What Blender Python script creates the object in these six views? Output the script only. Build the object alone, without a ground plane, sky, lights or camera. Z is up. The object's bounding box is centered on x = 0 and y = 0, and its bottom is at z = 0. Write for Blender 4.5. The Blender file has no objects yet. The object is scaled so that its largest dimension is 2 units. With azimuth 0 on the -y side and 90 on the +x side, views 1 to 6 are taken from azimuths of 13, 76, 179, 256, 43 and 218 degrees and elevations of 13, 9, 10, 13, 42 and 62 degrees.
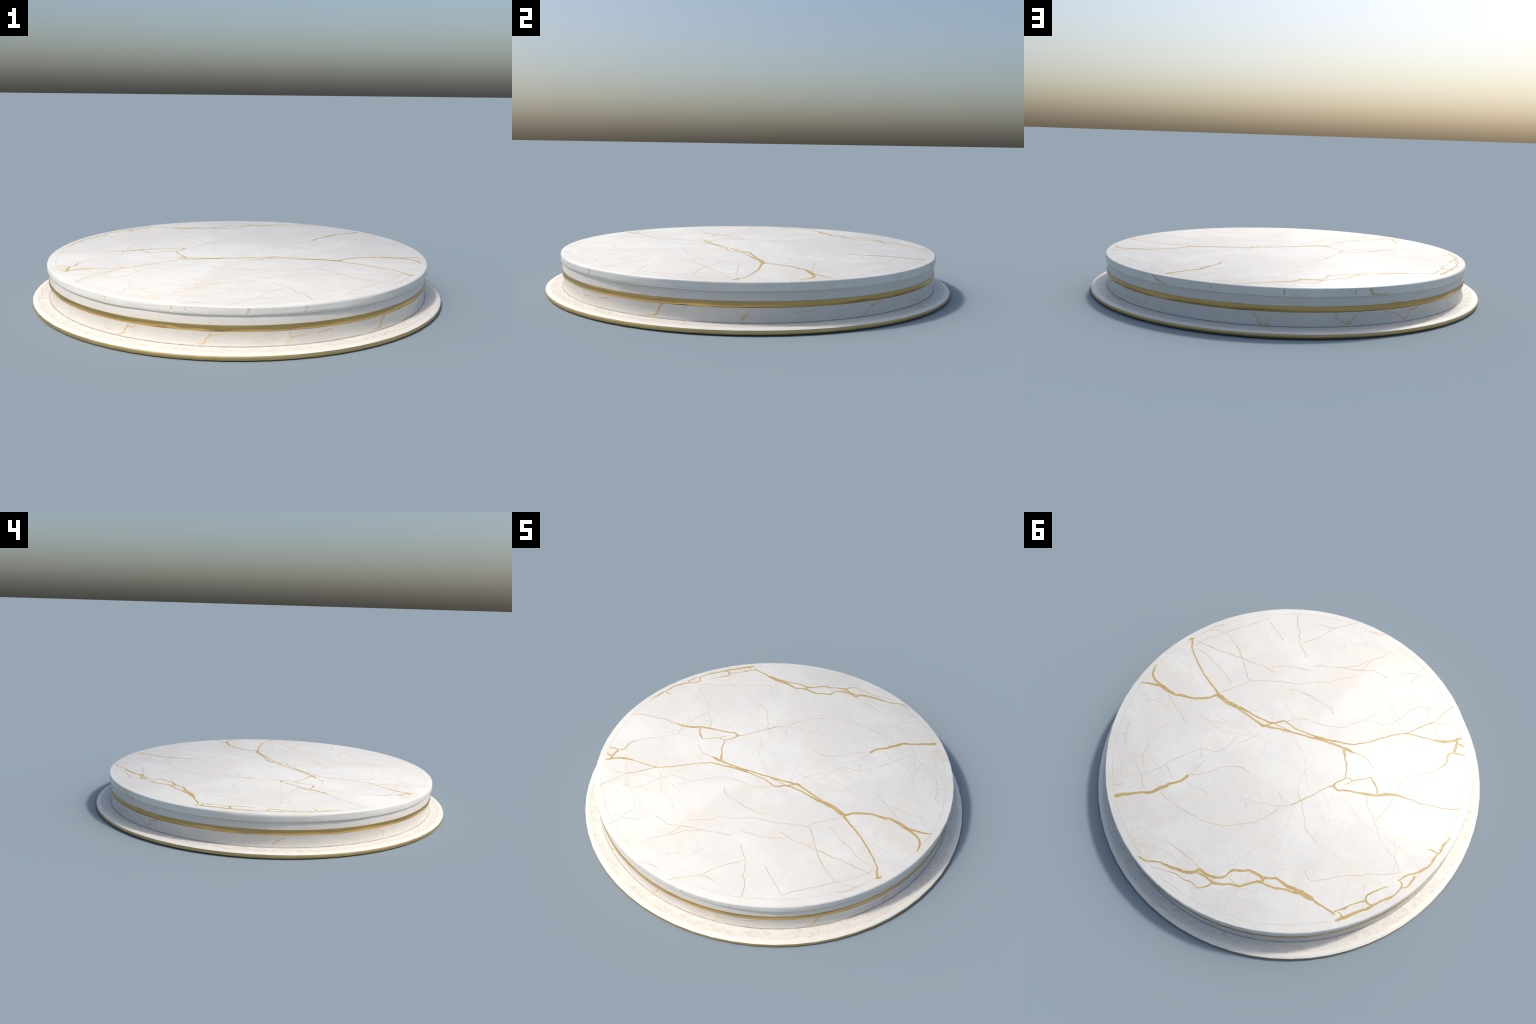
# A low round display podium: a thin white base plate with a gold rim, a white
# marble drum with a gold band, and an overhanging marble slab with gold veins.
import bpy, math, random
from mathutils import Vector, noise

SEG = 68                       # flat facets round every turned part
STEP = 2 * math.pi / SEG
PHASE = 0.17 * STEP
TOP_Z = 0.1928
LEAN = math.radians(19)        # flat top's normals tilted outward to shape a sunward bright-to-dark gradient


# ------------------------------------------------------------------ materials
def new_material(name):
    m = bpy.data.materials.new(name)
    m.use_nodes = True
    nt = m.node_tree
    bsdf = nt.nodes["Principled BSDF"]
    coord = nt.nodes.new("ShaderNodeTexCoord")
    return m, nt, bsdf, coord.outputs["Object"]


def noise_tex(nt, vec, scale, detail=4.0, rough=0.55, distortion=0.0):
    n = nt.nodes.new("ShaderNodeTexNoise")
    n.inputs["Scale"].default_value = scale
    n.inputs["Detail"].default_value = detail
    n.inputs["Roughness"].default_value = rough
    n.inputs["Distortion"].default_value = distortion
    nt.links.new(vec, n.inputs["Vector"])
    return n.outputs["Fac"]


def ramp(nt, fac, stops):
    r = nt.nodes.new("ShaderNodeValToRGB")
    while len(r.color_ramp.elements) < len(stops):
        r.color_ramp.elements.new(0.5)
    for e, (p, c) in zip(r.color_ramp.elements, stops):
        e.position = p
        e.color = (*c, 1) if len(c) == 3 else c
    nt.links.new(fac, r.inputs["Fac"])
    return r.outputs["Color"]


def mix(nt, fac, a, b, mode="MIX"):
    n = nt.nodes.new("ShaderNodeMix")
    n.data_type = "RGBA"
    n.blend_type = mode
    for sock, v in ((n.inputs[0], fac), (n.inputs[6], a), (n.inputs[7], b)):
        if hasattr(v, "is_output"):
            nt.links.new(v, sock)
        else:
            sock.default_value = v if isinstance(v, float) else (*v, 1)
    return n.outputs[2]


def bump(nt, bsdf, height, strength, distance):
    b = nt.nodes.new("ShaderNodeBump")
    b.inputs["Strength"].default_value = strength
    b.inputs["Distance"].default_value = distance
    nt.links.new(height, b.inputs["Height"])
    nt.links.new(b.outputs["Normal"], bsdf.inputs["Normal"])


def grey(v):
    return (v, v, v)


def marble(name, white, cream, cool, rough=0.42, cracks=True, relief=0.12):
    """White marble: soft cloudy patches, a few hair cracks, faint hand-worn relief."""
    m, nt, bsdf, obj = new_material(name)
    cloud = noise_tex(nt, obj, 3.2, 6, 0.62, 0.8)
    warm = noise_tex(nt, obj, 5.1, 6, 0.66, 1.4)
    c = mix(nt, ramp(nt, cloud, [(0.43, grey(0)), (0.60, grey(1))]), white, cool)
    c = mix(nt, ramp(nt, warm, [(0.49, grey(0)), (0.63, grey(0.85))]), c, cream)
    fleck = noise_tex(nt, obj, 19.0, 6, 0.7, 1.8)
    c = mix(nt, ramp(nt, fleck, [(0.52, grey(0)), (0.70, grey(0.5))]), c, cool)
    if cracks:
        for scale, keep in ((6.5, 3.7), (15.0, 5.3)):     # wandering hair cracks
            n = noise_tex(nt, obj, scale, 3, 0.5, 0.9)
            line = ramp(nt, n, [(0.492, grey(0)), (0.4985, grey(1)), (0.5015, grey(1)), (0.508, grey(0))])
            gate = ramp(nt, noise_tex(nt, obj, keep, 3), [(0.54, grey(0)), (0.64, grey(0.2))])
            k = mix(nt, 1.0, line, gate, "MULTIPLY")
            c = mix(nt, k, c, (0.46, 0.38, 0.31))
    nt.links.new(c, bsdf.inputs["Base Color"])
    bsdf.inputs["Roughness"].default_value = rough
    h1 = noise_tex(nt, obj, 9.0, 5, 0.55, 1.6)
    bump(nt, bsdf, h1, relief, 0.02)
    return m


def gold_metal(name, a, b, rough):
    m, nt, bsdf, obj = new_material(name)
    n = noise_tex(nt, obj, 7.0, 4)
    c = ramp(nt, n, [(0.35, a), (0.7, b)])
    nt.links.new(c, bsdf.inputs["Base Color"])
    bsdf.inputs["Metallic"].default_value = 0.9
    bsdf.inputs["Roughness"].default_value = rough
    return m


def flat_tint(name, a, b, rough=0.45, scale=30.0):
    m, nt, bsdf, obj = new_material(name)
    n = noise_tex(nt, obj, scale, 4, 0.6)
    nt.links.new(ramp(nt, n, [(0.35, a), (0.68, b)]), bsdf.inputs["Base Color"])
    bsdf.inputs["Roughness"].default_value = rough
    return m


SLAB_MARBLE = marble("slab_marble", (0.775, 0.765, 0.705), (0.745, 0.70, 0.61), (0.715, 0.70, 0.655), rough=0.45,
                     relief=0.09)
DRUM_MARBLE = marble("drum_marble", (0.68, 0.645, 0.58), (0.66, 0.60, 0.51), (0.64, 0.62, 0.58),  # darker, warmer than the slab: wall shade baked into the colour
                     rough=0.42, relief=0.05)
BASE_MARBLE = marble("base_marble", (0.83, 0.80, 0.715), (0.81, 0.745, 0.62), (0.78, 0.76, 0.69),
                     rough=0.45, cracks=False, relief=0.06)


def quilted(m):
    """The band under the lattice: rhombic cells with tilt shading painted into their grey-beige."""
    nt = m.node_tree
    bsdf = nt.nodes["Principled BSDF"]
    obj = nt.nodes["Texture Coordinate"].outputs["Object"]

    def math_node(op, a, b=None, c=None):
        n = nt.nodes.new("ShaderNodeMath")
        n.operation = op
        for s, v in zip(n.inputs, (a, b, c)):
            if v is None:
                continue
            if hasattr(v, "is_output"):
                nt.links.new(v, s)
            else:
                s.default_value = v
        return n.outputs[0]

    def along(deg, shift):
        n = nt.nodes.new("ShaderNodeVectorMath")
        n.operation = "DOT_PRODUCT"
        nt.links.new(obj, n.inputs[0])
        n.inputs[1].default_value = (-math.sin(math.radians(deg)), math.cos(math.radians(deg)), 0)
        return math_node("MULTIPLY", math_node("SUBTRACT", n.outputs["Value"], shift), 1 / 0.0275)

    sep = nt.nodes.new("ShaderNodeSeparateXYZ")
    nt.links.new(obj, sep.inputs[0])
    r = math_node("SQRT", math_node("ADD", math_node("MULTIPLY", sep.outputs[0], sep.outputs[0]),
                                    math_node("MULTIPLY", sep.outputs[1], sep.outputs[1])))
    inner = math_node("MULTIPLY", math_node("SUBTRACT", 0.9695, r), 400.0)
    n = nt.nodes["Principled BSDF"]
    inner = math_node("MINIMUM", math_node("MAXIMUM", inner, 0.0), 1.0)
    u, v = along(0, 0.846), along(60, 0.7965)
    cell = nt.nodes.new("ShaderNodeCombineXYZ")
    nt.links.new(math_node("FLOOR", u), cell.inputs[0])
    nt.links.new(math_node("FLOOR", v), cell.inputs[1])
    white = nt.nodes.new("ShaderNodeTexWhiteNoise")
    white.noise_dimensions = "2D"
    nt.links.new(cell.outputs[0], white.inputs["Vector"])
    tilt_shade = math_node("ADD", math_node("FRACT", u), math_node("FRACT", v))
    shade = math_node("MULTIPLY_ADD", tilt_shade, 0.22, math_node("MULTIPLY", white.outputs["Value"], 0.56))
    ground = ramp(nt, shade, [(0.05, (0.66, 0.63, 0.57)), (0.95, (0.80, 0.765, 0.68))])
    old = bsdf.inputs["Base Color"].links[0].from_socket
    nt.links.new(mix(nt, inner, old, ground), bsdf.inputs["Base Color"])


quilted(BASE_MARBLE)
GOLD = gold_metal("gold_metal", (0.50, 0.345, 0.12), (0.57, 0.40, 0.15), 0.34)
RIM_GOLD = gold_metal("rim_gold", (0.58, 0.42, 0.17), (0.66, 0.49, 0.22), 0.45)
VEIN_GOLD = flat_tint("vein_gold", (0.48, 0.345, 0.125), (0.59, 0.435, 0.185), 0.5)
VEIN_EDGE = flat_tint("vein_edge", (0.70, 0.61, 0.46), (0.76, 0.70, 0.59), 0.5, 60.0)
VEIN_BLUR = flat_tint("vein_blur", (0.58, 0.465, 0.26), (0.68, 0.58, 0.41), 0.5, 60.0)
HAIRLINE = flat_tint("hairline_tan", (0.55, 0.44, 0.29), (0.68, 0.585, 0.455), 0.5, 14.0)
FAINT = flat_tint("faint_tan", (0.66, 0.575, 0.46), (0.73, 0.67, 0.58), 0.5, 14.0)
WALL_VEIN = flat_tint("wall_vein_tan", (0.52, 0.41, 0.22), (0.64, 0.54, 0.37), 0.5, 24.0)
PALE_VEIN = flat_tint("pale_vein_tan", (0.64, 0.55, 0.42), (0.71, 0.635, 0.52), 0.5, 24.0)
RIB = flat_tint("rib_cream", (0.85, 0.81, 0.73), (0.83, 0.76, 0.65), 0.45)
TICK = flat_tint("tick_grey", (0.42, 0.38, 0.35), (0.52, 0.47, 0.43), 0.6)
STAIN = flat_tint("stain_tan", (0.60, 0.50, 0.36), (0.70, 0.61, 0.48), 0.5, 40.0)
SCRIBE = flat_tint("scribe_beige", (0.76, 0.68, 0.57), (0.78, 0.72, 0.63), 0.5, 20.0)
CREASE_SHADE = flat_tint("crease_shade_brown", (0.30, 0.275, 0.25), (0.46, 0.43, 0.39), 0.7)


# ------------------------------------------------------------------ structure
def link(ob, parent=None):
    bpy.context.scene.collection.objects.link(ob)
    ob.parent = parent
    return ob


def mesh_object(name, verts, faces, mats, parent, face_mats=None, sharp=35, smooth=True,
                normals=None):
    me = bpy.data.meshes.new(name)
    me.from_pydata(verts, [], faces)
    for mt in mats:
        me.materials.append(mt)
    if face_mats:
        for p, k in zip(me.polygons, face_mats):
            p.material_index = k
    me.validate()
    if smooth:
        me.polygons.foreach_set("use_smooth", [True] * len(me.polygons))
        me.set_sharp_from_angle(angle=math.radians(sharp))
    me.update()
    if normals:
        me.normals_split_custom_set_from_vertices([normals(v.co, v.normal) for v in me.vertices])
    return link(bpy.data.objects.new(name, me), parent)


def turned(name, profile, mat, parent, wobble=None, triangulate=False, sharp=35, normals=None):
    """Turn a closed (radius, height) profile round the z axis with SEG facets.
    A radius of 0 closes on the axis."""
    verts, rings, faces = [], [], []
    for i, (r, z) in enumerate(profile):
        if r == 0:
            verts.append((0, 0, z))
            rings.append([len(verts) - 1] * SEG)
            continue
        start = len(verts)
        for k in range(SEG):
            a = PHASE + k * STEP
            dr, dz = wobble(i, a) if wobble else (0, 0)
            verts.append(((r + dr) * math.cos(a), (r + dr) * math.sin(a), z + dz))
        rings.append(list(range(start, start + SEG)))
    closed = profile[0][0] != 0
    n = len(profile)
    for i in range(n if closed else n - 1):
        A, B = rings[i], rings[(i + 1) % n]
        for k in range(SEG):
            j = (k + 1) % SEG
            q = [A[k], A[j], B[j], B[k]]
            q = [v for t, v in enumerate(q) if v not in q[:t]]
            if triangulate and len(q) == 4:
                faces += [(q[0], q[1], q[2]), (q[0], q[2], q[3])]
            else:
                faces.append(tuple(q))
    return mesh_object(name, verts, faces, [mat], parent, sharp=sharp, normals=normals)


def facet(a):
    """How far the flat facets fall inside the true circle at angle a."""
    t = (a - PHASE) % STEP
    return math.cos(STEP / 2) / math.cos(t - STEP / 2)


podium = link(bpy.data.objects.new("display_podium", None))
podium["label"] = "low round white marble podium with gold band, rim and veins"
podium["category"] = "display podium"

# ---- base plate: the outline is a hair longer front to back than side to side
def base_wobble(i, a):
    return (-0.0005 - 0.0011 * math.cos(a) ** 2 + 0.0005 * math.sin(a) ** 8 + 0.0006 * noise.noise((3 * math.cos(a), 3 * math.sin(a), 1.7))
            * math.cos(a) ** 2, 0)

def base_z(r):
    pts = BASE_TOP
    for (r0, z0), (r1, z1) in zip(pts, pts[1:]):
        if r <= r1:
            return z0 + (z1 - z0) * (r - r0) / (r1 - r0)
    return pts[-1][1]

BASE_TOP = [(0.880, 0.0284), (0.923, 0.0282), (0.962, 0.0275), (0.970, 0.0268), (0.974, 0.0267)]
base_plate = turned("base_plate", [(0, 0.0284)] + BASE_TOP + [
    (0.981, 0.0263), (0.9870, 0.0253), (0.9920, 0.0238), (0.9960, 0.0216), (0.9984, 0.0202),
    (0.9980, 0.0190), (0.985, 0.0185), (0, 0.0185)], BASE_MARBLE, podium, base_wobble)
base_rim = turned("base_rim", [(0, 0.0178), (0.9900, 0.0178), (0.9965, 0.0192), (0.9986, 0.0186),
    (0.9996, 0.0160), (1.0, 0.0120), (0.9994, 0.0080), (0.9976, 0.0038), (0.9945, 0.0010),
    (0.988, 0.0), (0, 0.0)], RIM_GOLD, podium, base_wobble)

# ---- drum: lower wall, joint, gold band, neck
PLINTH = [(0.9208, 0.0308), (0.9186, 0.0355), (0.9165, 0.0430), (0.9152, 0.0560), (0.9155, 0.0720),
          (0.9172, 0.0830), (0.9182, 0.0890)]
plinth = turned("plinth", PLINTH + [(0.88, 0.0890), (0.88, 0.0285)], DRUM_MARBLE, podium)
crease_shade_ring = turned("crease_shade_ring", [(0.9150, 0.0272), (0.9236, 0.0276), (0.9243, 0.0292), (0.9230, 0.0300),  # contact shadow at the drum foot, modelled as a thin dark bead
                         (0.9208, 0.0312), (0.9180, 0.0320), (0.90, 0.0340), (0.90, 0.0272)], CREASE_SHADE, podium)

rng = random.Random(5)
ripple = {}
def band_wobble(i, a):
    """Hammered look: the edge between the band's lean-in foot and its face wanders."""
    if i not in (1, 2, 3):
        return (0, 0)
    n = noise.noise((6 * math.cos(a), 6 * math.sin(a), 9.1 * min(i, 2)))
    m = noise.noise((11 * math.cos(a), 11 * math.sin(a), 30 + 5.3 * i))
    return (0.0016 * m * (1 if i < 3 else 0.5) + rng.uniform(-0.0003, 0.0003),
            0.0085 * n if i < 3 else 0)
gold_band = turned("gold_band", [(0.9172, 0.0884), (0.9196, 0.0935), (0.9212, 0.0990), (0.9214, 0.1085),
                                 (0.9204, 0.1140), (0.89, 0.1140), (0.89, 0.0884)], GOLD, podium,
                   band_wobble, triangulate=True, sharp=60)

NECK = [(0.9180, 0.1136), (0.9188, 0.1146), (0.9184, 0.1240), (0.9176, 0.1370), (0.9166, 0.1450),
        (0.9150, 0.1512)]
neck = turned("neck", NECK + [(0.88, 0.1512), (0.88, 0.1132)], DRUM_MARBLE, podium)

# ---- slab, with a softly uneven edge
SLAB = [(0.9150, 0.1518), (0.9185, 0.1524), (0.9222, 0.1542), (0.9240, 0.1578), (0.9250, 0.1670),
        (0.9256, 0.1780), (0.9256, 0.1838), (0.9248, 0.1874), (0.9222, 0.1906), (0.9185, 0.1923),
        (0.9145, TOP_Z)]
def slab_wobble(i, a):
    if i < 1 or i > 7:
        return (0, 0)
    n = noise.noise((5 * math.cos(a), 5 * math.sin(a), 0.8 * i + 4.2))
    dip = noise.noise((8 * math.cos(a), 8 * math.sin(a), 2.0))
    return (0.0034 * n, 0.0028 * dip if i in (2, 3) else 0)

def top_normal(co, own):
    """Upright in the middle, leaning outward towards the edge."""
    if co.z < TOP_Z - 0.0002 or (own.z < 0.6 and co.z < TOP_Z + 0.0001):
        return own
    r = math.hypot(co.x, co.y)
    t = LEAN * r / 0.9145
    if r < 1e-6:
        return (0, 0, 1)
    return (math.sin(t) * co.x / r, math.sin(t) * co.y / r, math.cos(t))
slab = turned("slab", [(0, 0.1518)] + SLAB + [(0, TOP_Z)], SLAB_MARBLE, podium,
              lambda i, a: slab_wobble(i - 1, a), sharp=60, normals=top_normal)
WALLS = {"slab": (SLAB[:8], slab), "plinth": (PLINTH, plinth), "neck": (NECK, neck)}


# ------------------------------------------------------------------ veins
def smooth_path(pts, step, shiver=0.0):
    """Catmull-Rom through control tuples, resampled about every `step` metres."""
    P = [Vector(p) for p in pts]
    P = [P[0] * 2 - P[1]] + P + [P[-1] * 2 - P[-2]]
    out = []
    for i in range(1, len(P) - 2):
        a, b, c, d = P[i - 1:i + 3]
        n = max(1, int((Vector(c[:2]) - Vector(b[:2])).length / step))
        for k in range(n):
            t = k / n
            out.append(0.5 * (2 * b + (c - a) * t + (2 * a - 5 * b + 4 * c - d) * t * t
                              + (3 * b - a - 3 * c + d) * t ** 3))
    out.append(P[-2])
    if shiver:          # small nervous bends, as cracks have
        for p in out:
            k = Vector((p[0], p[1], 0)) * 42
            p[0] += shiver * noise.noise(k + Vector((0, 0, 3.3)))
            p[1] += shiver * noise.noise(k + Vector((0, 0, 7.7)))
    return out


vein_count = 0


def ribbon(name, path, place, mats, parent, halo, height, jag, taper=True, normals=None):
    """A thin inlaid strip with a ragged edge: path holds (u, v, width) in metres,
    place(u, v, lift) puts a point on the surface."""
    global vein_count
    vein_count += 1
    seed = vein_count * 3.71
    lift = height + vein_count * 0.0000008
    verts, faces, fm = [], [], []
    steps = len(halo)
    cols = 5 + 2 * steps
    n = len(path)
    for i, p in enumerate(path):
        a, b = path[max(0, i - 1)], path[min(n - 1, i + 1)]
        t = Vector((b[0] - a[0], b[1] - a[1]))
        t = t.normalized() if t.length > 1e-9 else Vector((1, 0))
        nx, ny = -t[1], t[0]
        w = max(p[2], 0.0006) / 2
        if taper and (i == 0 or i == n - 1):
            w *= 0.35
        L = w * (1 + jag * noise.noise((i * 0.9, seed, 0.3)))
        R = w * (1 + jag * noise.noise((i * 0.9, seed, 8.3)))
        wander = 0.18 * w * noise.noise((i * 0.35, seed, 4.0))
        left, right = [], []
        dl, dr = L + sum(halo), R + sum(halo)
        for s in range(steps):
            f = lift * (s + 1) / (steps + 1)
            left.append((-dl, f))
            right.append((dr, f))
            dl -= halo[s]
            dr -= halo[s]
        offs = ([(-L - sum(halo), -0.0012)] + left + [(-L, lift), (0, lift), (R, lift)]
                + right[::-1] + [(R + sum(halo), -0.0012)])
        for o, h in offs:
            o += wander
            verts.append(place(p[0] + nx * o, p[1] + ny * o, h))
        if i:
            for c in range(cols - 1):
                q = (i - 1) * cols + c
                faces.append((q, q + cols, q + cols + 1, q + 1))
                fm.append(max(0, steps + 1 - max(1, min(c, cols - 2 - c))) if steps else 0)
    faces.append(tuple(range(cols)))
    faces.append(tuple((n - 1) * cols + c for c in reversed(range(cols))))
    fm += [0, 0]
    return mesh_object(name, verts, faces, mats, parent, fm, sharp=30 if not normals else 180,
                       normals=normals)


def on_top(x, y, h):
    return (x, y, TOP_Z + h)


def top_vein(name, pts):
    path = smooth_path([(x, y, 0.95 * w / 1000) for x, y, w in pts], 0.0035, 0.0022)
    ribbon(name, path, on_top, [VEIN_GOLD, VEIN_BLUR, VEIN_EDGE], slab, (0.0011, 0.0008), 0.0004, 0.38,
           normals=top_normal)


def top_hairline(width, pts, core=None):
    path = smooth_path([(x, y, 1.1 * width / 1000) for x, y in pts], 0.005, 0.0040)
    for i, p in enumerate(path):      # swell and fade along the line
        p[2] *= 0.75 + 0.5 * noise.noise((p[0] * 17, p[1] * 17, 2.0))
    ribbon("hairline_vein", path, on_top, [core or HAIRLINE, FAINT], slab, (0.0009,),
           0.0002, 0.5, normals=top_normal)


def wall_radius(profile, z):
    for (r0, z0), (r1, z1) in zip(profile, profile[1:]):
        if z <= z1:
            return r0 + (r1 - r0) * max(0.0, (z - z0)) / (z1 - z0)
    return profile[-1][0]


def wall_vein(part, pts):
    profile, owner = WALLS[part]
    rad = profile[len(profile) // 2][0]
    z0, z1 = profile[0][1] + 0.0006, profile[-1][1] - 0.0006

    def on_wall(u, v, h):
        a = u / rad
        v = min(max(v, z0), z1)
        r = wall_radius(profile, v)
        if part == "slab":
            i = min(range(len(SLAB)), key=lambda k: abs(SLAB[k][1] - v))
            r += slab_wobble(i, a)[0]
        r = r * facet(a) + h
        return (r * math.cos(a), r * math.sin(a), v)

    path = smooth_path([(math.radians(d) * rad, z, 0.7 * w / 1000) for d, z, w in pts], 0.0025)
    core = PALE_VEIN if part == "slab" and pts[0][0] < 0 else WALL_VEIN
    ribbon("wall_vein", path, on_wall, [core, VEIN_BLUR, VEIN_EDGE] if core is WALL_VEIN else [core, core, core], owner, (0.0015, 0.0013),
           0.0003, 0.7)


# --- gold veins on the top: (x, y, width in mm) along each centre line
top_vein("gold_vein", [(0.893, 0.008, 5.0), (0.883, 0.039, 7.8), (0.865, 0.068, 9.8), (0.838, 0.083, 10.5), (0.799, 0.090, 13.9), (0.764, 0.094, 21.4), (0.722, 0.095, 17.2), (0.682, 0.090, 12.3), (0.659, 0.075, 14.4), (0.628, 0.064, 12.3), (0.599, 0.052, 10.2), (0.568, 0.031, 13.6), (0.532, 0.000, 11.5), (0.515, -0.031, 12.2), (0.501, -0.046, 19.0)])
top_vein("gold_vein", [(0.882, 0.146, 5.6), (0.859, 0.131, 7.0), (0.828, 0.115, 10.4), (0.790, 0.101, 9.7), (0.763, 0.096, 10.4)])
top_vein("gold_vein", [(0.861, -0.245, 8.7), (0.834, -0.219, 10.8), (0.819, -0.197, 6.4), (0.777, -0.169, 5.7), (0.730, -0.141, 7.0), (0.682, -0.117, 7.7), (0.637, -0.096, 6.9), (0.586, -0.078, 7.6), (0.533, -0.063, 10.2), (0.504, -0.049, 17.0)])
top_vein("gold_vein", [(0.866, -0.221, 2.2), (0.862, -0.235, 8.7), (0.847, -0.250, 5.8)])
top_vein("gold_vein", [(0.501, -0.046, 22.4), (0.453, -0.041, 23.7), (0.404, -0.045, 23.5), (0.372, -0.048, 18.1), (0.348, -0.056, 14.1), (0.312, -0.059, 9.3), (0.265, -0.063, 8.0), (0.223, -0.069, 7.3), (0.187, -0.077, 7.9), (0.162, -0.088, 9.2), (0.145, -0.109, 8.6), (0.126, -0.130, 6.6), (0.090, -0.129, 5.3), (0.053, -0.129, 5.3), (0.004, -0.140, 5.2), (-0.041, -0.151, 5.9), (-0.080, -0.164, 7.8), (-0.125, -0.179, 8.5), (-0.166, -0.199, 7.8), (-0.204, -0.214, 7.2), (-0.239, -0.236, 5.2), (-0.266, -0.266, 4.6), (-0.280, -0.281, 4.2), (-0.322, -0.340, 5.3), (-0.354, -0.386, 5.3), (-0.386, -0.425, 5.3), (-0.412, -0.451, 4.6), (-0.430, -0.482, 3.3), (-0.444, -0.515, 4.0), (-0.467, -0.558, 3.7), (-0.493, -0.597, 4.0)])
top_vein("gold_vein", [(0.367, -0.042, 10.0), (0.328, -0.042, 7.3), (0.268, -0.041, 8.6), (0.225, -0.040, 9.9), (0.200, -0.040, 14.5), (0.183, -0.050, 13.2), (0.159, -0.057, 8.5), (0.127, -0.074, 8.5), (0.098, -0.085, 9.8), (0.059, -0.100, 8.5), (0.008, -0.118, 7.2), (-0.044, -0.136, 8.5), (-0.087, -0.155, 9.8), (-0.134, -0.167, 8.5), (-0.179, -0.181, 11.0), (-0.215, -0.187, 13.0), (-0.244, -0.191, 9.7), (-0.278, -0.198, 2.6)])
top_vein("gold_vein", [(0.186, -0.048, 9.9), (0.177, -0.070, 6.6), (0.162, -0.088, 7.3)])
top_vein("gold_vein", [(0.162, -0.088, 4.0), (0.127, -0.091, 3.9), (0.089, -0.096, 4.6), (0.059, -0.100, 5.2)])
top_vein("gold_vein", [(-0.206, -0.194, 3.2), (-0.231, -0.197, 3.2), (-0.253, -0.200, 1.3)])
top_vein("gold_vein", [(-0.051, -0.148, 2.6), (-0.098, -0.166, 7.8), (-0.151, -0.187, 5.2)])
top_vein("gold_vein", [(-0.217, -0.184, 9.7), (-0.223, -0.170, 11.6), (-0.241, -0.152, 7.7), (-0.252, -0.137, 5.1), (-0.273, -0.121, 4.5), (-0.287, -0.101, 4.5), (-0.300, -0.074, 3.8), (-0.315, -0.050, 4.4), (-0.300, -0.023, 4.4), (-0.293, 0.000, 5.1), (-0.293, 0.016, 10.7), (-0.306, 0.023, 8.8), (-0.325, 0.024, 7.5), (-0.345, 0.008, 6.9), (-0.372, -0.008, 8.2), (-0.407, -0.023, 7.5), (-0.441, -0.040, 12.6), (-0.464, -0.052, 11.3), (-0.490, -0.068, 11.3), (-0.517, -0.095, 15.8), (-0.543, -0.113, 12.6), (-0.572, -0.131, 10.8), (-0.594, -0.137, 7.6), (-0.621, -0.145, 4.4), (-0.648, -0.155, 3.8), (-0.680, -0.157, 3.8), (-0.713, -0.174, 2.5), (-0.761, -0.196, 2.5), (-0.800, -0.214, 2.9), (-0.831, -0.233, 2.5), (-0.852, -0.255, 2.2)])
top_vein("gold_vein", [(-0.315, -0.050, 3.2), (-0.329, -0.063, 4.4), (-0.346, -0.061, 2.9)])
top_vein("gold_vein", [(-0.337, -0.022, 1.9), (-0.345, -0.046, 2.5), (-0.354, -0.067, 3.2), (-0.371, -0.085, 3.8), (-0.392, -0.110, 2.5), (-0.412, -0.132, 3.8), (-0.431, -0.121, 7.0), (-0.455, -0.109, 7.0), (-0.472, -0.095, 5.7), (-0.487, -0.076, 6.9)])
top_vein("gold_vein", [(-0.292, 0.020, 8.2), (-0.274, 0.039, 3.8), (-0.265, 0.057, 2.5), (-0.257, 0.078, 1.9), (-0.242, 0.121, 2.2), (-0.225, 0.151, 2.8), (-0.212, 0.180, 3.7), (-0.199, 0.209, 3.7), (-0.187, 0.229, 3.4)])
top_vein("gold_vein", [(0.527, 0.722, 4.5), (0.521, 0.708, 19.3), (0.503, 0.690, 18.0), (0.480, 0.666, 14.1), (0.446, 0.633, 11.5), (0.424, 0.612, 12.1), (0.403, 0.597, 14.7), (0.390, 0.575, 14.7), (0.378, 0.546, 17.9), (0.362, 0.521, 15.9), (0.359, 0.505, 12.8), (0.341, 0.483, 11.5), (0.325, 0.459, 11.5), (0.317, 0.435, 12.8), (0.317, 0.417, 14.7), (0.316, 0.407, 5.1)])
top_vein("gold_vein", [(0.222, 0.878, 4.9), (0.205, 0.874, 6.1), (0.177, 0.869, 5.5), (0.144, 0.848, 4.9), (0.116, 0.835, 6.1), (0.073, 0.825, 10.3), (0.036, 0.813, 12.1), (-0.001, 0.801, 12.1), (-0.027, 0.786, 13.9), (-0.044, 0.770, 13.9), (-0.050, 0.749, 13.9), (-0.073, 0.749, 13.2), (-0.102, 0.746, 10.8), (-0.128, 0.736, 12.6), (-0.151, 0.722, 9.6), (-0.167, 0.700, 7.2), (-0.169, 0.679, 8.4), (-0.176, 0.660, 10.8), (-0.197, 0.643, 10.2), (-0.222, 0.627, 7.8), (-0.236, 0.611, 10.2), (-0.259, 0.607, 13.2), (-0.285, 0.602, 10.8), (-0.308, 0.602, 14.9), (-0.325, 0.591, 10.1), (-0.345, 0.577, 8.9), (-0.362, 0.566, 10.1), (-0.386, 0.567, 13.1), (-0.417, 0.565, 13.7), (-0.444, 0.561, 16.6), (-0.475, 0.554, 21.3), (-0.508, 0.550, 24.9), (-0.535, 0.546, 22.5), (-0.554, 0.544, 16.5)])
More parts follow.
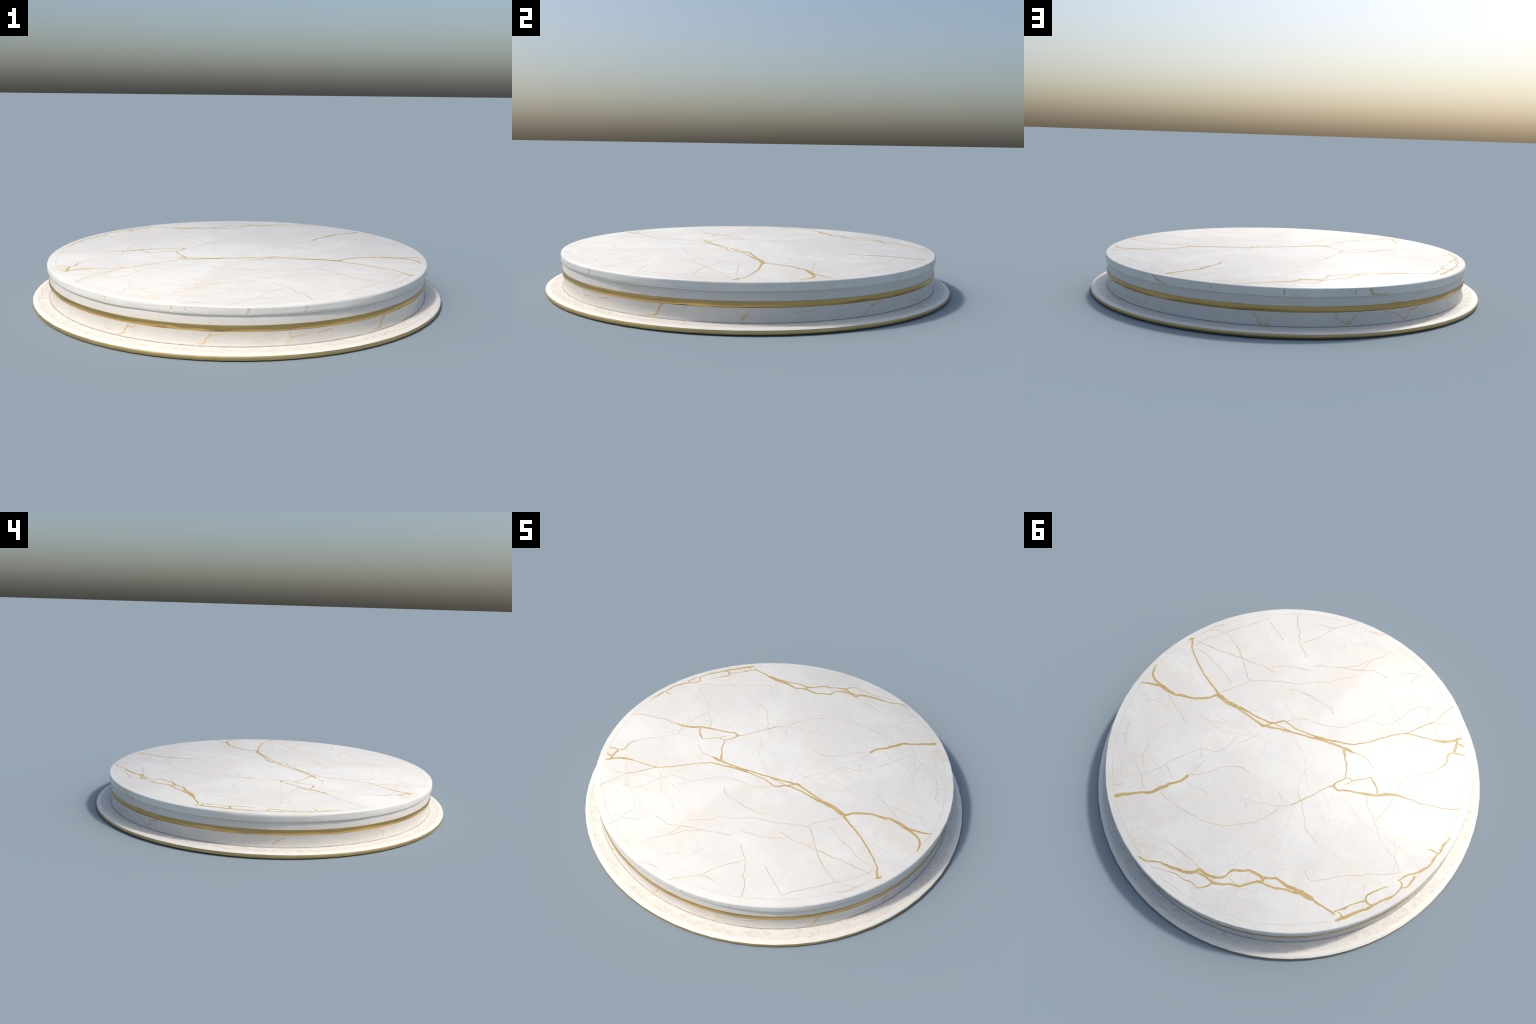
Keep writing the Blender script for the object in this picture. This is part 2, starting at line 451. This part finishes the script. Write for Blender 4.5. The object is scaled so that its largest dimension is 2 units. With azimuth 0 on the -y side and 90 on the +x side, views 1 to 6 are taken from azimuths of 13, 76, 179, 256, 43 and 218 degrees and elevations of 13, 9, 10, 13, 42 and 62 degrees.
top_vein("gold_vein", [(-0.548, 0.545, 8.9), (-0.563, 0.545, 7.7), (-0.588, 0.545, 8.8), (-0.615, 0.543, 7.1), (-0.639, 0.541, 7.7), (-0.663, 0.541, 8.2), (-0.675, 0.543, 2.9)])
top_vein("gold_vein", [(-0.054, 0.768, 7.2), (-0.077, 0.762, 8.4), (-0.101, 0.759, 8.4), (-0.123, 0.762, 8.4), (-0.138, 0.761, 16.7), (-0.163, 0.750, 10.7), (-0.190, 0.732, 7.2), (-0.213, 0.714, 7.7), (-0.237, 0.706, 10.7), (-0.251, 0.696, 8.9), (-0.269, 0.671, 8.9), (-0.287, 0.647, 10.1), (-0.303, 0.629, 13.1), (-0.315, 0.624, 11.3), (-0.332, 0.622, 8.9), (-0.359, 0.615, 9.5), (-0.383, 0.606, 9.5), (-0.408, 0.591, 7.7), (-0.436, 0.580, 9.5), (-0.465, 0.570, 7.1), (-0.486, 0.563, 5.3)])
top_vein("gold_vein", [(-0.306, 0.602, 14.9), (-0.320, 0.618, 11.9)])
top_vein("gold_vein", [(-0.138, 0.761, 6.0), (-0.132, 0.786, 6.0), (-0.116, 0.808, 4.2), (-0.097, 0.822, 3.6), (-0.068, 0.819, 3.6), (-0.050, 0.821, 3.6), (-0.030, 0.829, 3.3), (-0.001, 0.832, 3.0), (0.026, 0.833, 3.3), (0.059, 0.845, 2.4)])
top_vein("gold_vein", [(-0.120, 0.752, 3.0), (-0.136, 0.759, 5.4)])
top_vein("gold_vein", [(-0.690, 0.563, 7.0), (-0.706, 0.537, 14.7), (-0.726, 0.505, 13.5), (-0.741, 0.477, 13.6), (-0.760, 0.449, 9.5), (-0.771, 0.434, 11.7), (-0.782, 0.405, 13.0), (-0.795, 0.378, 7.8), (-0.807, 0.352, 6.6), (-0.822, 0.334, 11.2), (-0.834, 0.305, 5.3), (-0.841, 0.270, 5.9), (-0.838, 0.243, 6.6), (-0.829, 0.233, 5.3), (-0.820, 0.227, 4.0)])
top_vein("gold_vein", [(-0.812, 0.235, 4.0), (-0.822, 0.206, 5.3), (-0.833, 0.183, 5.3), (-0.848, 0.163, 6.7), (-0.864, 0.140, 8.7), (-0.873, 0.118, 10.1), (-0.884, 0.092, 7.4), (-0.888, 0.068, 8.1), (-0.885, 0.039, 10.1), (-0.886, 0.016, 5.4), (-0.892, -0.007, 6.2), (-0.887, -0.032, 8.7), (-0.885, -0.050, 9.3), (-0.889, -0.069, 5.0), (-0.890, -0.095, 2.8)])
top_vein("gold_vein", [(-0.842, 0.248, 4.6), (-0.856, 0.240, 5.3), (-0.863, 0.215, 7.3), (-0.863, 0.186, 8.7), (-0.861, 0.166, 8.0)])
top_vein("gold_vein", [(-0.781, 0.403, 5.2), (-0.764, 0.406, 6.5), (-0.745, 0.398, 7.2), (-0.737, 0.379, 6.5), (-0.747, 0.353, 6.6), (-0.763, 0.326, 4.6), (-0.775, 0.304, 4.0), (-0.791, 0.284, 2.6)])
top_vein("gold_vein", [(-0.747, 0.402, 6.5), (-0.727, 0.426, 4.6), (-0.722, 0.434, 4.1), (-0.699, 0.467, 3.5), (-0.692, 0.487, 8.9), (-0.678, 0.507, 3.5), (-0.662, 0.534, 5.9)])
top_vein("gold_vein", [(-0.677, 0.525, 4.1), (-0.691, 0.521, 4.1), (-0.706, 0.532, 4.7)])
top_vein("gold_vein", [(-0.886, 0.014, 3.7), (-0.868, 0.011, 6.2), (-0.851, 0.012, 6.2), (-0.839, 0.021, 2.5)])
top_vein("gold_vein", [(-0.878, -0.007, 2.5), (-0.887, -0.020, 3.7)])
top_vein("gold_vein", [(-0.413, -0.450, 4.0), (-0.443, -0.463, 5.3), (-0.486, -0.480, 4.6), (-0.533, -0.497, 4.0), (-0.560, -0.508, 10.0), (-0.593, -0.527, 14.7), (-0.618, -0.548, 12.0), (-0.636, -0.574, 11.4), (-0.652, -0.598, 4.0)])
top_vein("gold_vein", [(-0.640, -0.574, 13.4), (-0.650, -0.554, 10.0), (-0.658, -0.532, 10.6), (-0.659, -0.514, 13.3), (-0.667, -0.504, 7.9)])
top_vein("gold_vein", [(-0.653, -0.559, 5.3), (-0.671, -0.560, 8.0), (-0.688, -0.562, 3.3)])
top_vein("gold_vein", [(-0.718, -0.525, 2.7), (-0.699, -0.513, 5.3), (-0.678, -0.505, 6.0), (-0.658, -0.495, 5.3), (-0.648, -0.480, 5.3), (-0.652, -0.458, 4.6), (-0.664, -0.430, 3.9), (-0.660, -0.400, 3.6), (-0.651, -0.379, 2.6)])
# --- hairline veins on the top: width in mm, then (x, y) along the centre line
top_hairline(3.5, [(-0.650, -0.480), (-0.668, -0.427), (-0.658, -0.392), (-0.641, -0.353), (-0.594, -0.293), (-0.577, -0.258), (-0.561, -0.241), (-0.542, -0.202), (-0.554, -0.159), (-0.566, -0.136)])
top_hairline(3.7, [(-0.492, -0.599), (-0.536, -0.614), (-0.578, -0.627)])
top_hairline(4.4, [(-0.492, -0.604), (-0.497, -0.647), (-0.507, -0.686), (-0.512, -0.710), (-0.519, -0.737)])
top_hairline(3.1, [(-0.187, 0.229), (-0.168, 0.246), (-0.147, 0.264), (-0.119, 0.283), (-0.086, 0.296), (-0.044, 0.318), (-0.009, 0.334), (0.012, 0.339)])
top_hairline(3.7, [(-0.149, 0.261), (-0.147, 0.288), (-0.141, 0.327), (-0.129, 0.361), (-0.110, 0.397), (-0.086, 0.426), (-0.048, 0.466), (-0.003, 0.507), (0.013, 0.517), (0.048, 0.533), (0.103, 0.552), (0.147, 0.558), (0.194, 0.565), (0.252, 0.569), (0.300, 0.571), (0.335, 0.570), (0.358, 0.565)])
top_hairline(3.7, [(-0.168, 0.147), (-0.190, 0.164), (-0.212, 0.178), (-0.227, 0.188), (-0.245, 0.209), (-0.264, 0.232), (-0.285, 0.246), (-0.302, 0.270), (-0.327, 0.288), (-0.360, 0.296), (-0.381, 0.305), (-0.404, 0.305)])
top_hairline(2.5, [(-0.098, 0.209), (-0.117, 0.217), (-0.137, 0.236)])
top_hairline(2.9, [(0.316, 0.407), (0.289, 0.384), (0.265, 0.359), (0.233, 0.313), (0.216, 0.283), (0.193, 0.252), (0.162, 0.229), (0.128, 0.216), (0.085, 0.212)])
top_hairline(2.9, [(0.313, 0.374), (0.309, 0.341), (0.306, 0.311), (0.302, 0.296)])
top_hairline(2.6, [(0.502, 0.550), (0.484, 0.518), (0.466, 0.482), (0.450, 0.447), (0.447, 0.426), (0.438, 0.399), (0.422, 0.368), (0.403, 0.331), (0.387, 0.295), (0.366, 0.265), (0.336, 0.242), (0.291, 0.224), (0.270, 0.180), (0.260, 0.130), (0.261, 0.088)])
top_hairline(2.6, [(0.377, 0.248), (0.359, 0.262), (0.340, 0.276), (0.337, 0.294), (0.339, 0.307)])
top_hairline(2.2, [(0.305, 0.439), (0.279, 0.444), (0.248, 0.442), (0.216, 0.430), (0.167, 0.430)])
top_hairline(2.3, [(0.440, 0.435), (0.410, 0.448), (0.367, 0.473)])
top_hairline(2.3, [(0.572, 0.517), (0.522, 0.543), (0.490, 0.563), (0.439, 0.600)])
top_hairline(2.7, [(0.762, 0.357), (0.743, 0.396), (0.715, 0.441), (0.689, 0.477)])
top_hairline(2.7, [(0.765, 0.461), (0.750, 0.437), (0.728, 0.427)])
top_hairline(3.2, [(0.570, 0.680), (0.548, 0.648), (0.541, 0.629)])
top_hairline(2.4, [(0.798, 0.206), (0.754, 0.190), (0.722, 0.176), (0.683, 0.173), (0.640, 0.167)])
top_hairline(2.7, [(0.719, 0.111), (0.675, 0.132), (0.636, 0.147), (0.593, 0.159), (0.527, 0.184)])
top_hairline(2.4, [(0.059, 0.845), (0.092, 0.857), (0.121, 0.869), (0.141, 0.882)])
top_hairline(3.4, [(-0.045, 0.743), (-0.019, 0.740), (0.011, 0.737), (0.053, 0.735), (0.098, 0.734), (0.133, 0.735), (0.158, 0.739), (0.181, 0.749)])
top_hairline(2.7, [(-0.181, 0.698), (-0.202, 0.701), (-0.230, 0.702)])
top_hairline(2.7, [(-0.444, 0.449), (-0.457, 0.466), (-0.481, 0.479), (-0.500, 0.474), (-0.541, 0.436), (-0.566, 0.401), (-0.609, 0.360), (-0.654, 0.322), (-0.690, 0.286), (-0.741, 0.250), (-0.794, 0.197)])
top_hairline(2.5, [(-0.452, -0.036), (-0.470, -0.012), (-0.488, 0.005), (-0.515, 0.023), (-0.543, 0.043), (-0.567, 0.059), (-0.589, 0.079), (-0.623, 0.107), (-0.651, 0.122), (-0.683, 0.137), (-0.714, 0.146), (-0.739, 0.154), (-0.769, 0.175), (-0.791, 0.197)])
top_hairline(2.2, [(-0.561, 0.050), (-0.564, 0.019), (-0.568, -0.014), (-0.568, -0.052), (-0.563, -0.113)])
top_hairline(2.7, [(0.126, -0.133), (0.097, -0.160), (0.077, -0.188), (0.035, -0.210), (-0.006, -0.220), (-0.047, -0.231), (-0.081, -0.251), (-0.135, -0.282), (-0.160, -0.321), (-0.172, -0.350), (-0.200, -0.390), (-0.210, -0.395), (-0.276, -0.419), (-0.300, -0.431), (-0.330, -0.480), (-0.346, -0.541), (-0.359, -0.593), (-0.376, -0.623), (-0.399, -0.636), (-0.435, -0.646)])
top_hairline(2.0, [(-0.195, -0.387), (-0.213, -0.419), (-0.228, -0.456)])
top_hairline(2.6, [(0.233, 0.117), (0.210, 0.073), (0.196, 0.038), (0.186, 0.004)])
top_hairline(2.9, [(-0.274, -0.198), (-0.315, -0.207), (-0.350, -0.201), (-0.367, -0.193), (-0.396, -0.184)])
top_hairline(3.4, [(0.221, -0.306), (0.189, -0.320), (0.146, -0.331), (0.101, -0.337), (0.045, -0.335), (-0.013, -0.340), (-0.049, -0.318)])
top_hairline(4.9, [(0.823, -0.249), (0.793, -0.252), (0.754, -0.260), (0.714, -0.267), (0.676, -0.276), (0.625, -0.291), (0.592, -0.295), (0.558, -0.308), (0.514, -0.314), (0.506, -0.315), (0.460, -0.329), (0.431, -0.338), (0.396, -0.338), (0.375, -0.339), (0.347, -0.342)])
top_hairline(3.6, [(0.814, -0.212), (0.802, -0.257), (0.784, -0.306), (0.760, -0.349), (0.735, -0.391), (0.717, -0.425), (0.700, -0.454), (0.694, -0.464), (0.669, -0.501), (0.652, -0.531), (0.628, -0.563), (0.612, -0.607), (0.570, -0.588), (0.528, -0.575), (0.486, -0.556), (0.451, -0.539)])
top_hairline(4.2, [(0.735, -0.391), (0.691, -0.377), (0.644, -0.358), (0.603, -0.341), (0.562, -0.313), (0.540, -0.297), (0.503, -0.267), (0.458, -0.234), (0.434, -0.215)])
top_hairline(4.4, [(0.839, -0.300), (0.829, -0.322), (0.821, -0.345), (0.812, -0.377), (0.796, -0.403), (0.772, -0.436)])
top_hairline(3.3, [(0.818, -0.347), (0.794, -0.362), (0.769, -0.376), (0.743, -0.385)])
top_hairline(3.4, [(0.504, -0.060), (0.495, -0.086), (0.475, -0.120), (0.449, -0.163), (0.436, -0.190), (0.428, -0.212), (0.422, -0.227), (0.396, -0.239), (0.375, -0.261), (0.330, -0.287), (0.301, -0.310), (0.270, -0.325), (0.231, -0.347), (0.196, -0.364), (0.169, -0.395), (0.135, -0.429), (0.082, -0.466), (0.065, -0.500), (0.042, -0.533), (0.015, -0.559), (-0.009, -0.596)])
top_hairline(3.1, [(0.392, -0.357), (0.366, -0.383), (0.340, -0.405), (0.304, -0.427), (0.261, -0.444), (0.212, -0.464)])
top_hairline(3.5, [(0.206, -0.502), (0.192, -0.524), (0.154, -0.542), (0.119, -0.564), (0.081, -0.587), (0.056, -0.617), (0.024, -0.649), (0.012, -0.675), (0.002, -0.703)])
top_hairline(3.5, [(0.080, -0.586), (0.034, -0.610), (-0.001, -0.632), (-0.063, -0.674), (-0.071, -0.675), (-0.097, -0.673), (-0.119, -0.677), (-0.144, -0.681)])
top_hairline(3.2, [(-0.008, -0.640), (-0.012, -0.719), (-0.032, -0.751), (-0.053, -0.788), (-0.067, -0.842)])
top_hairline(2.8, [(-0.163, -0.734), (-0.214, -0.768), (-0.254, -0.794), (-0.279, -0.805), (-0.298, -0.825)])
top_hairline(2.4, [(-0.274, -0.799), (-0.271, -0.773), (-0.255, -0.735)])
top_hairline(2.5, [(-0.258, -0.813), (-0.269, -0.871)])
top_hairline(3.9, [(0.493, -0.741), (0.478, -0.709), (0.448, -0.669), (0.414, -0.645), (0.401, -0.616), (0.381, -0.603), (0.360, -0.575), (0.331, -0.560), (0.307, -0.545), (0.279, -0.523)])
top_hairline(2.9, [(0.358, -0.579), (0.342, -0.611), (0.323, -0.637), (0.304, -0.676), (0.287, -0.725), (0.271, -0.782)])
top_hairline(4.0, [(0.349, -0.756), (0.323, -0.757), (0.298, -0.765), (0.268, -0.784), (0.241, -0.819), (0.215, -0.856), (0.193, -0.893)])
top_hairline(2.9, [(0.104, -0.882), (0.061, -0.895), (0.038, -0.904), (0.017, -0.918)])
top_hairline(2.8, [(0.801, -0.197), (0.770, -0.210), (0.736, -0.207), (0.700, -0.207), (0.669, -0.193), (0.617, -0.185), (0.569, -0.175), (0.542, -0.164), (0.494, -0.149)])
# --- veins on the side walls: (degrees round, height, width in mm)
wall_vein("slab", [(-72.8, 0.1898, 13.1), (-73.0, 0.1759, 10.0), (-73.4, 0.1558, 10.0)])
wall_vein("slab", [(-58.5, 0.1891, 11.7), (-58.9, 0.1733, 9.4), (-59.4, 0.1577, 8.6)])
wall_vein("slab", [(-91.4, 0.1861, 7.0), (-91.1, 0.1542, 5.5)])
wall_vein("slab", [(-110.6, 0.1872, 9.1), (-109.9, 0.1679, 5.8)])
wall_vein("slab", [(-88.0, 0.1844, 3.1), (-87.8, 0.1544, 2.3)])
wall_vein("slab", [(88.5, 0.1902, 5.1), (88.6, 0.1753, 9.5), (88.6, 0.1565, 10.3)])
wall_vein("slab", [(106.9, 0.1904, 3.7), (107.0, 0.1713, 6.0), (106.6, 0.1524, 4.5)])
wall_vein("slab", [(111.0, 0.1876, 12.9), (111.5, 0.1718, 15.2), (112.2, 0.1604, 12.9), (113.8, 0.1588, 6.9), (116.6, 0.1595, 5.4)])
wall_vein("slab", [(69.6, 0.1859, 4.5), (69.6, 0.1762, 7.5), (69.3, 0.1663, 3.8)])
wall_vein("slab", [(50.7, 0.1877, 6.4), (52.3, 0.1716, 8.7), (55.6, 0.1558, 5.5)])
wall_vein("plinth", [(-103.3, 0.0837, 4.9), (-104.5, 0.0596, 4.1), (-105.0, 0.0433, 4.1), (-106.8, 0.0339, 5.0)])
wall_vein("plinth", [(-104.0, 0.0715, 2.9), (-102.3, 0.0737, 2.9), (-101.2, 0.0826, 3.3)])
wall_vein("plinth", [(-81.8, 0.0836, 6.3), (-82.3, 0.0701, 4.7), (-83.0, 0.0561, 3.5), (-83.5, 0.04, 4.7), (-85.0, 0.0357, 3.6)])
wall_vein("plinth", [(-82.3, 0.0689, 3.1), (-80.7, 0.074, 3.5), (-79.6, 0.0848, 2.7)])
wall_vein("plinth", [(-123.3, 0.0677, 4.4), (-122.1, 0.0613, 4.4)])
wall_vein("plinth", [(-111.6, 0.0753, 2.1), (-110.6, 0.0483, 2.1), (-109.3, 0.0457, 2.1)])
wall_vein("plinth", [(-33.9, 0.0886, 14.6), (-35.0, 0.0659, 12.9), (-35.9, 0.0403, 9.4), (-38.3, 0.0392, 3.4)])
wall_vein("plinth", [(-62.9, 0.0831, 2.4), (-62.4, 0.059, 3.2), (-60.3, 0.0654, 3.2), (-58.2, 0.0635, 2.0)])
wall_vein("plinth", [(-62.4, 0.0577, 2.0), (-63.6, 0.0365, 2.4)])
wall_vein("plinth", [(-55.5, 0.0701, 5.6), (-53.3, 0.0721, 4.8), (-51.5, 0.0791, 3.2)])
wall_vein("plinth", [(-12.0, 0.0606, 5.7), (-14.0, 0.0404, 6.6)])
wall_vein("plinth", [(-12.3, 0.0691, 7.1), (-13.2, 0.0563, 12.0), (-14.2, 0.0416, 9.2)])
wall_vein("plinth", [(24.7, 0.0805, 3.1), (21.9, 0.0745, 6.1), (19.7, 0.048, 4.5), (17.7, 0.0347, 3.7)])
wall_vein("plinth", [(-1.2, 0.066, 2.1), (4.5, 0.0734, 1.8)])
wall_vein("plinth", [(20.3, 0.0755, 3.0), (22.0, 0.0703, 3.8)])
wall_vein("plinth", [(80.1, 0.0778, 3.0), (81.1, 0.0739, 5.2), (81.9, 0.0557, 6.7), (82.3, 0.0396, 6.7), (83.7, 0.0365, 5.2), (84.8, 0.0363, 7.5), (85.0, 0.0529, 3.0), (83.8, 0.0587, 2.6)])
wall_vein("plinth", [(82.2, 0.0541, 6.0), (83.0, 0.0606, 3.7)])
wall_vein("plinth", [(81.6, 0.0821, 4.5), (81.1, 0.0606, 3.0)])
wall_vein("plinth", [(37.5, 0.0549, 2.1), (45.8, 0.0423, 2.5), (48.1, 0.0744, 2.4)])
wall_vein("plinth", [(101.9, 0.0873, 5.3), (102.4, 0.0717, 7.5), (103.4, 0.052, 3.8), (105.7, 0.037, 6.1), (106.6, 0.0576, 5.3), (108.4, 0.0821, 2.7)])
wall_vein("plinth", [(105.2, 0.0547, 5.3), (106.0, 0.0406, 9.9)])
wall_vein("plinth", [(127.8, 0.0869, 11.3), (126.9, 0.0797, 9.7), (124.8, 0.0725, 6.4), (124.1, 0.0497, 5.6), (122.7, 0.0363, 7.2)])
wall_vein("plinth", [(118.4, 0.0755, 2.0), (120.6, 0.062, 2.8), (122.5, 0.0386, 2.8)])
wall_vein("plinth", [(116.0, 0.0829, 3.5), (117.4, 0.0788, 3.5)])
wall_vein("plinth", [(101.5, 0.0684, 5.0), (104.6, 0.0435, 6.0), (105.5, 0.0348, 7.0)])
wall_vein("plinth", [(107.8, 0.0722, 3.0), (105.6, 0.0374, 4.0)])
wall_vein("plinth", [(169.6, 0.0785, 3.5), (167.9, 0.0677, 6.0), (166.5, 0.0538, 9.5), (165.5, 0.0411, 6.9)])
wall_vein("plinth", [(-158.2, 0.0651, 3.7), (-157.6, 0.0422, 4.2)])
wall_vein("plinth", [(-157.9, 0.0597, 3.2), (-157.3, 0.0684, 2.8)])
wall_vein("plinth", [(-157.9, 0.0607, 3.2), (-159.0, 0.073, 2.8)])

# gold that has run up over the neck edge of the band
wall_vein("neck", [(117.5, 0.1146, 3.0), (119.0, 0.1156, 4.5), (121.0, 0.1152, 3.5), (122.0, 0.1145, 2.0)])
wall_vein("neck", [(48.5, 0.1146, 2.0), (50.0, 0.1154, 4.5), (52.0, 0.1150, 3.0)])
wall_vein("neck", [(74.0, 0.1145, 2.0), (76.5, 0.1153, 3.5), (79.0, 0.1146, 2.0)])

# the fine ring scribed inside the slab's edge, broken in places
rng = random.Random(11)
ang = 0.0
while ang < 360:
    span = rng.uniform(14, 46)
    w = rng.uniform(1.1, 2.1)
    arc = []
    for k in range(int(span / 3) + 1):
        a = math.radians(ang + 3 * k)
        r = 0.8865 + 0.0035 * noise.noise((2 * math.cos(a), 2 * math.sin(a), 6.0))
        arc.append((r * math.cos(a), r * math.sin(a)))
    top_hairline(w, arc, FAINT)
    ang += span + rng.choice((0.5, 1.0, 5.0))


# the faintest twigs: short wandering cracks that fork off anywhere on the top
rng = random.Random(77)
for _ in range(32):
    r, a = 0.86 * math.sqrt(rng.random()), rng.uniform(0, 2 * math.pi)
    x, y = r * math.cos(a), r * math.sin(a)
    head = rng.choice((0.5, 2.1, -0.6)) + rng.uniform(-0.7, 0.7)
    twig = []
    for _ in range(rng.randint(8, 18)):
        if math.hypot(x, y) > 0.895:
            break
        twig.append((x, y))
        head += rng.uniform(-0.28, 0.28)
        x += 0.03 * math.cos(head)
        y += 0.03 * math.sin(head)
    if len(twig) > 2:
        top_hairline(rng.uniform(0.7, 1.2), twig, FAINT)


# ------------------------------------------------------------------ base ring lattice
def lattice():
    """Three families of straight lines 60 degrees apart across the base ring:
    cream raised ribs where they run across, short grey ticks where they point outward."""
    rng = random.Random(3)
    strips = {"lattice_rib": ([], []), "lattice_tick": ([], [])}

    def strip(kind, p, q, width, lift):
        verts, faces = strips[kind]
        d = (q - p)
        n = max(2, int(d.length / 0.008))
        side = Vector((-d.y, d.x)).normalized() * width / 2
        first = len(verts)
        for i in range(n + 1):
            c = p + d * (i / n)
            fade = 1.0 if 0 < i < n else 0.4
            z = base_z(c.length)
            for o, h in ((-1, -0.0006), (-0.7, lift), (0.7, lift), (1, -0.0006)):
                s = c + side * o * fade
                verts.append((s.x, s.y, z + h * (fade if h > 0 else 1)))
            if i:
                b = first + (i - 1) * 4
                for k in range(3):
                    faces.append((b + k, b + k + 4, b + k + 5, b + k + 1))
        faces.append((first, first + 1, first + 2, first + 3))
        last = first + n * 4
        faces.append((last + 3, last + 2, last + 1, last))

    R0, R1 = 0.9245, 0.967
    for deg, shift in ((0, 0.846), (60, 0.7965), (120, 0.175)):
        t = Vector((math.cos(math.radians(deg)), math.sin(math.radians(deg))))
        m = Vector((-t.y, t.x))
        for kind, gap in (("lattice_rib", 0.0275), ("lattice_tick", 0.0412)):
            k0 = int(-2 / gap)
            for k in range(k0, -k0):
                off = shift + k * gap
                if abs(off) > R1 - 0.002:
                    continue
                hi = math.sqrt(R1 * R1 - off * off)
                lo = math.sqrt(R0 * R0 - off * off) if abs(off) < R0 else 0.0
                for sgn in (-1, 1):
                    a, b = sgn * lo, sgn * hi
                    mid = m * off + t * ((a + b) / 2)
                    radial = abs(t.dot(mid.normalized()))
                    if (kind == "lattice_tick") != (radial > 0.86):
                        continue
                    if kind == "lattice_tick":
                        u, v = sorted((rng.uniform(0.1, 0.45), rng.uniform(0.6, 1.0)))
                        if rng.random() < 0.25:
                            continue
                        strip(kind, m * off + t * (a + (b - a) * u), m * off + t * (a + (b - a) * v),
                              rng.uniform(0.0012, 0.0022), 0.00025)
                    elif abs(b - a) < 0.3:
                        strip(kind, m * off + t * a, m * off + t * b, rng.uniform(0.0026, 0.0036), 0.0006)
    for kind, mat in (("lattice_rib", RIB), ("lattice_tick", TICK)):
        ob = mesh_object(kind, *strips[kind], [mat], base_plate)
        ob["kind"] = "stuff"


lattice()


def on_base(x, y, h):
    r = math.hypot(x, y)
    return (x, y, base_z(r) + h)


# the scribed line inside the rim, and the tan stains along it
rng = random.Random(21)
ang = 0.0
while ang < 360:
    span = rng.uniform(10, 40)
    pts = []
    for k in range(int(span / 2.5) + 1):
        a = math.radians(ang + 2.5 * k)
        r = 0.9705 + 0.0012 * noise.noise((3 * math.cos(a), 3 * math.sin(a), 3.0))
        pts.append((r * math.cos(a), r * math.sin(a), 0.0065))
    ribbon("scribed_line", smooth_path(pts, 0.006), on_base, [SCRIBE], base_plate, (), 0.0002, 0.6)
    ang += span + rng.choice((0.6, 2.0, 6.0))
for _ in range(34):
    a = rng.uniform(0, 2 * math.pi)
    r = rng.uniform(0.966, 0.973)
    n = rng.randint(2, 4)
    w = rng.uniform(0.003, 0.0065)
    pts = [((r + rng.uniform(-0.002, 0.002)) * math.cos(a + 0.006 * k),
            (r + rng.uniform(-0.002, 0.002)) * math.sin(a + 0.006 * k), w * rng.uniform(0.6, 1.1))
           for k in range(n)]
    ribbon("stain", smooth_path(pts, 0.002), on_base, [STAIN], base_plate, (), 0.00045, 0.9)
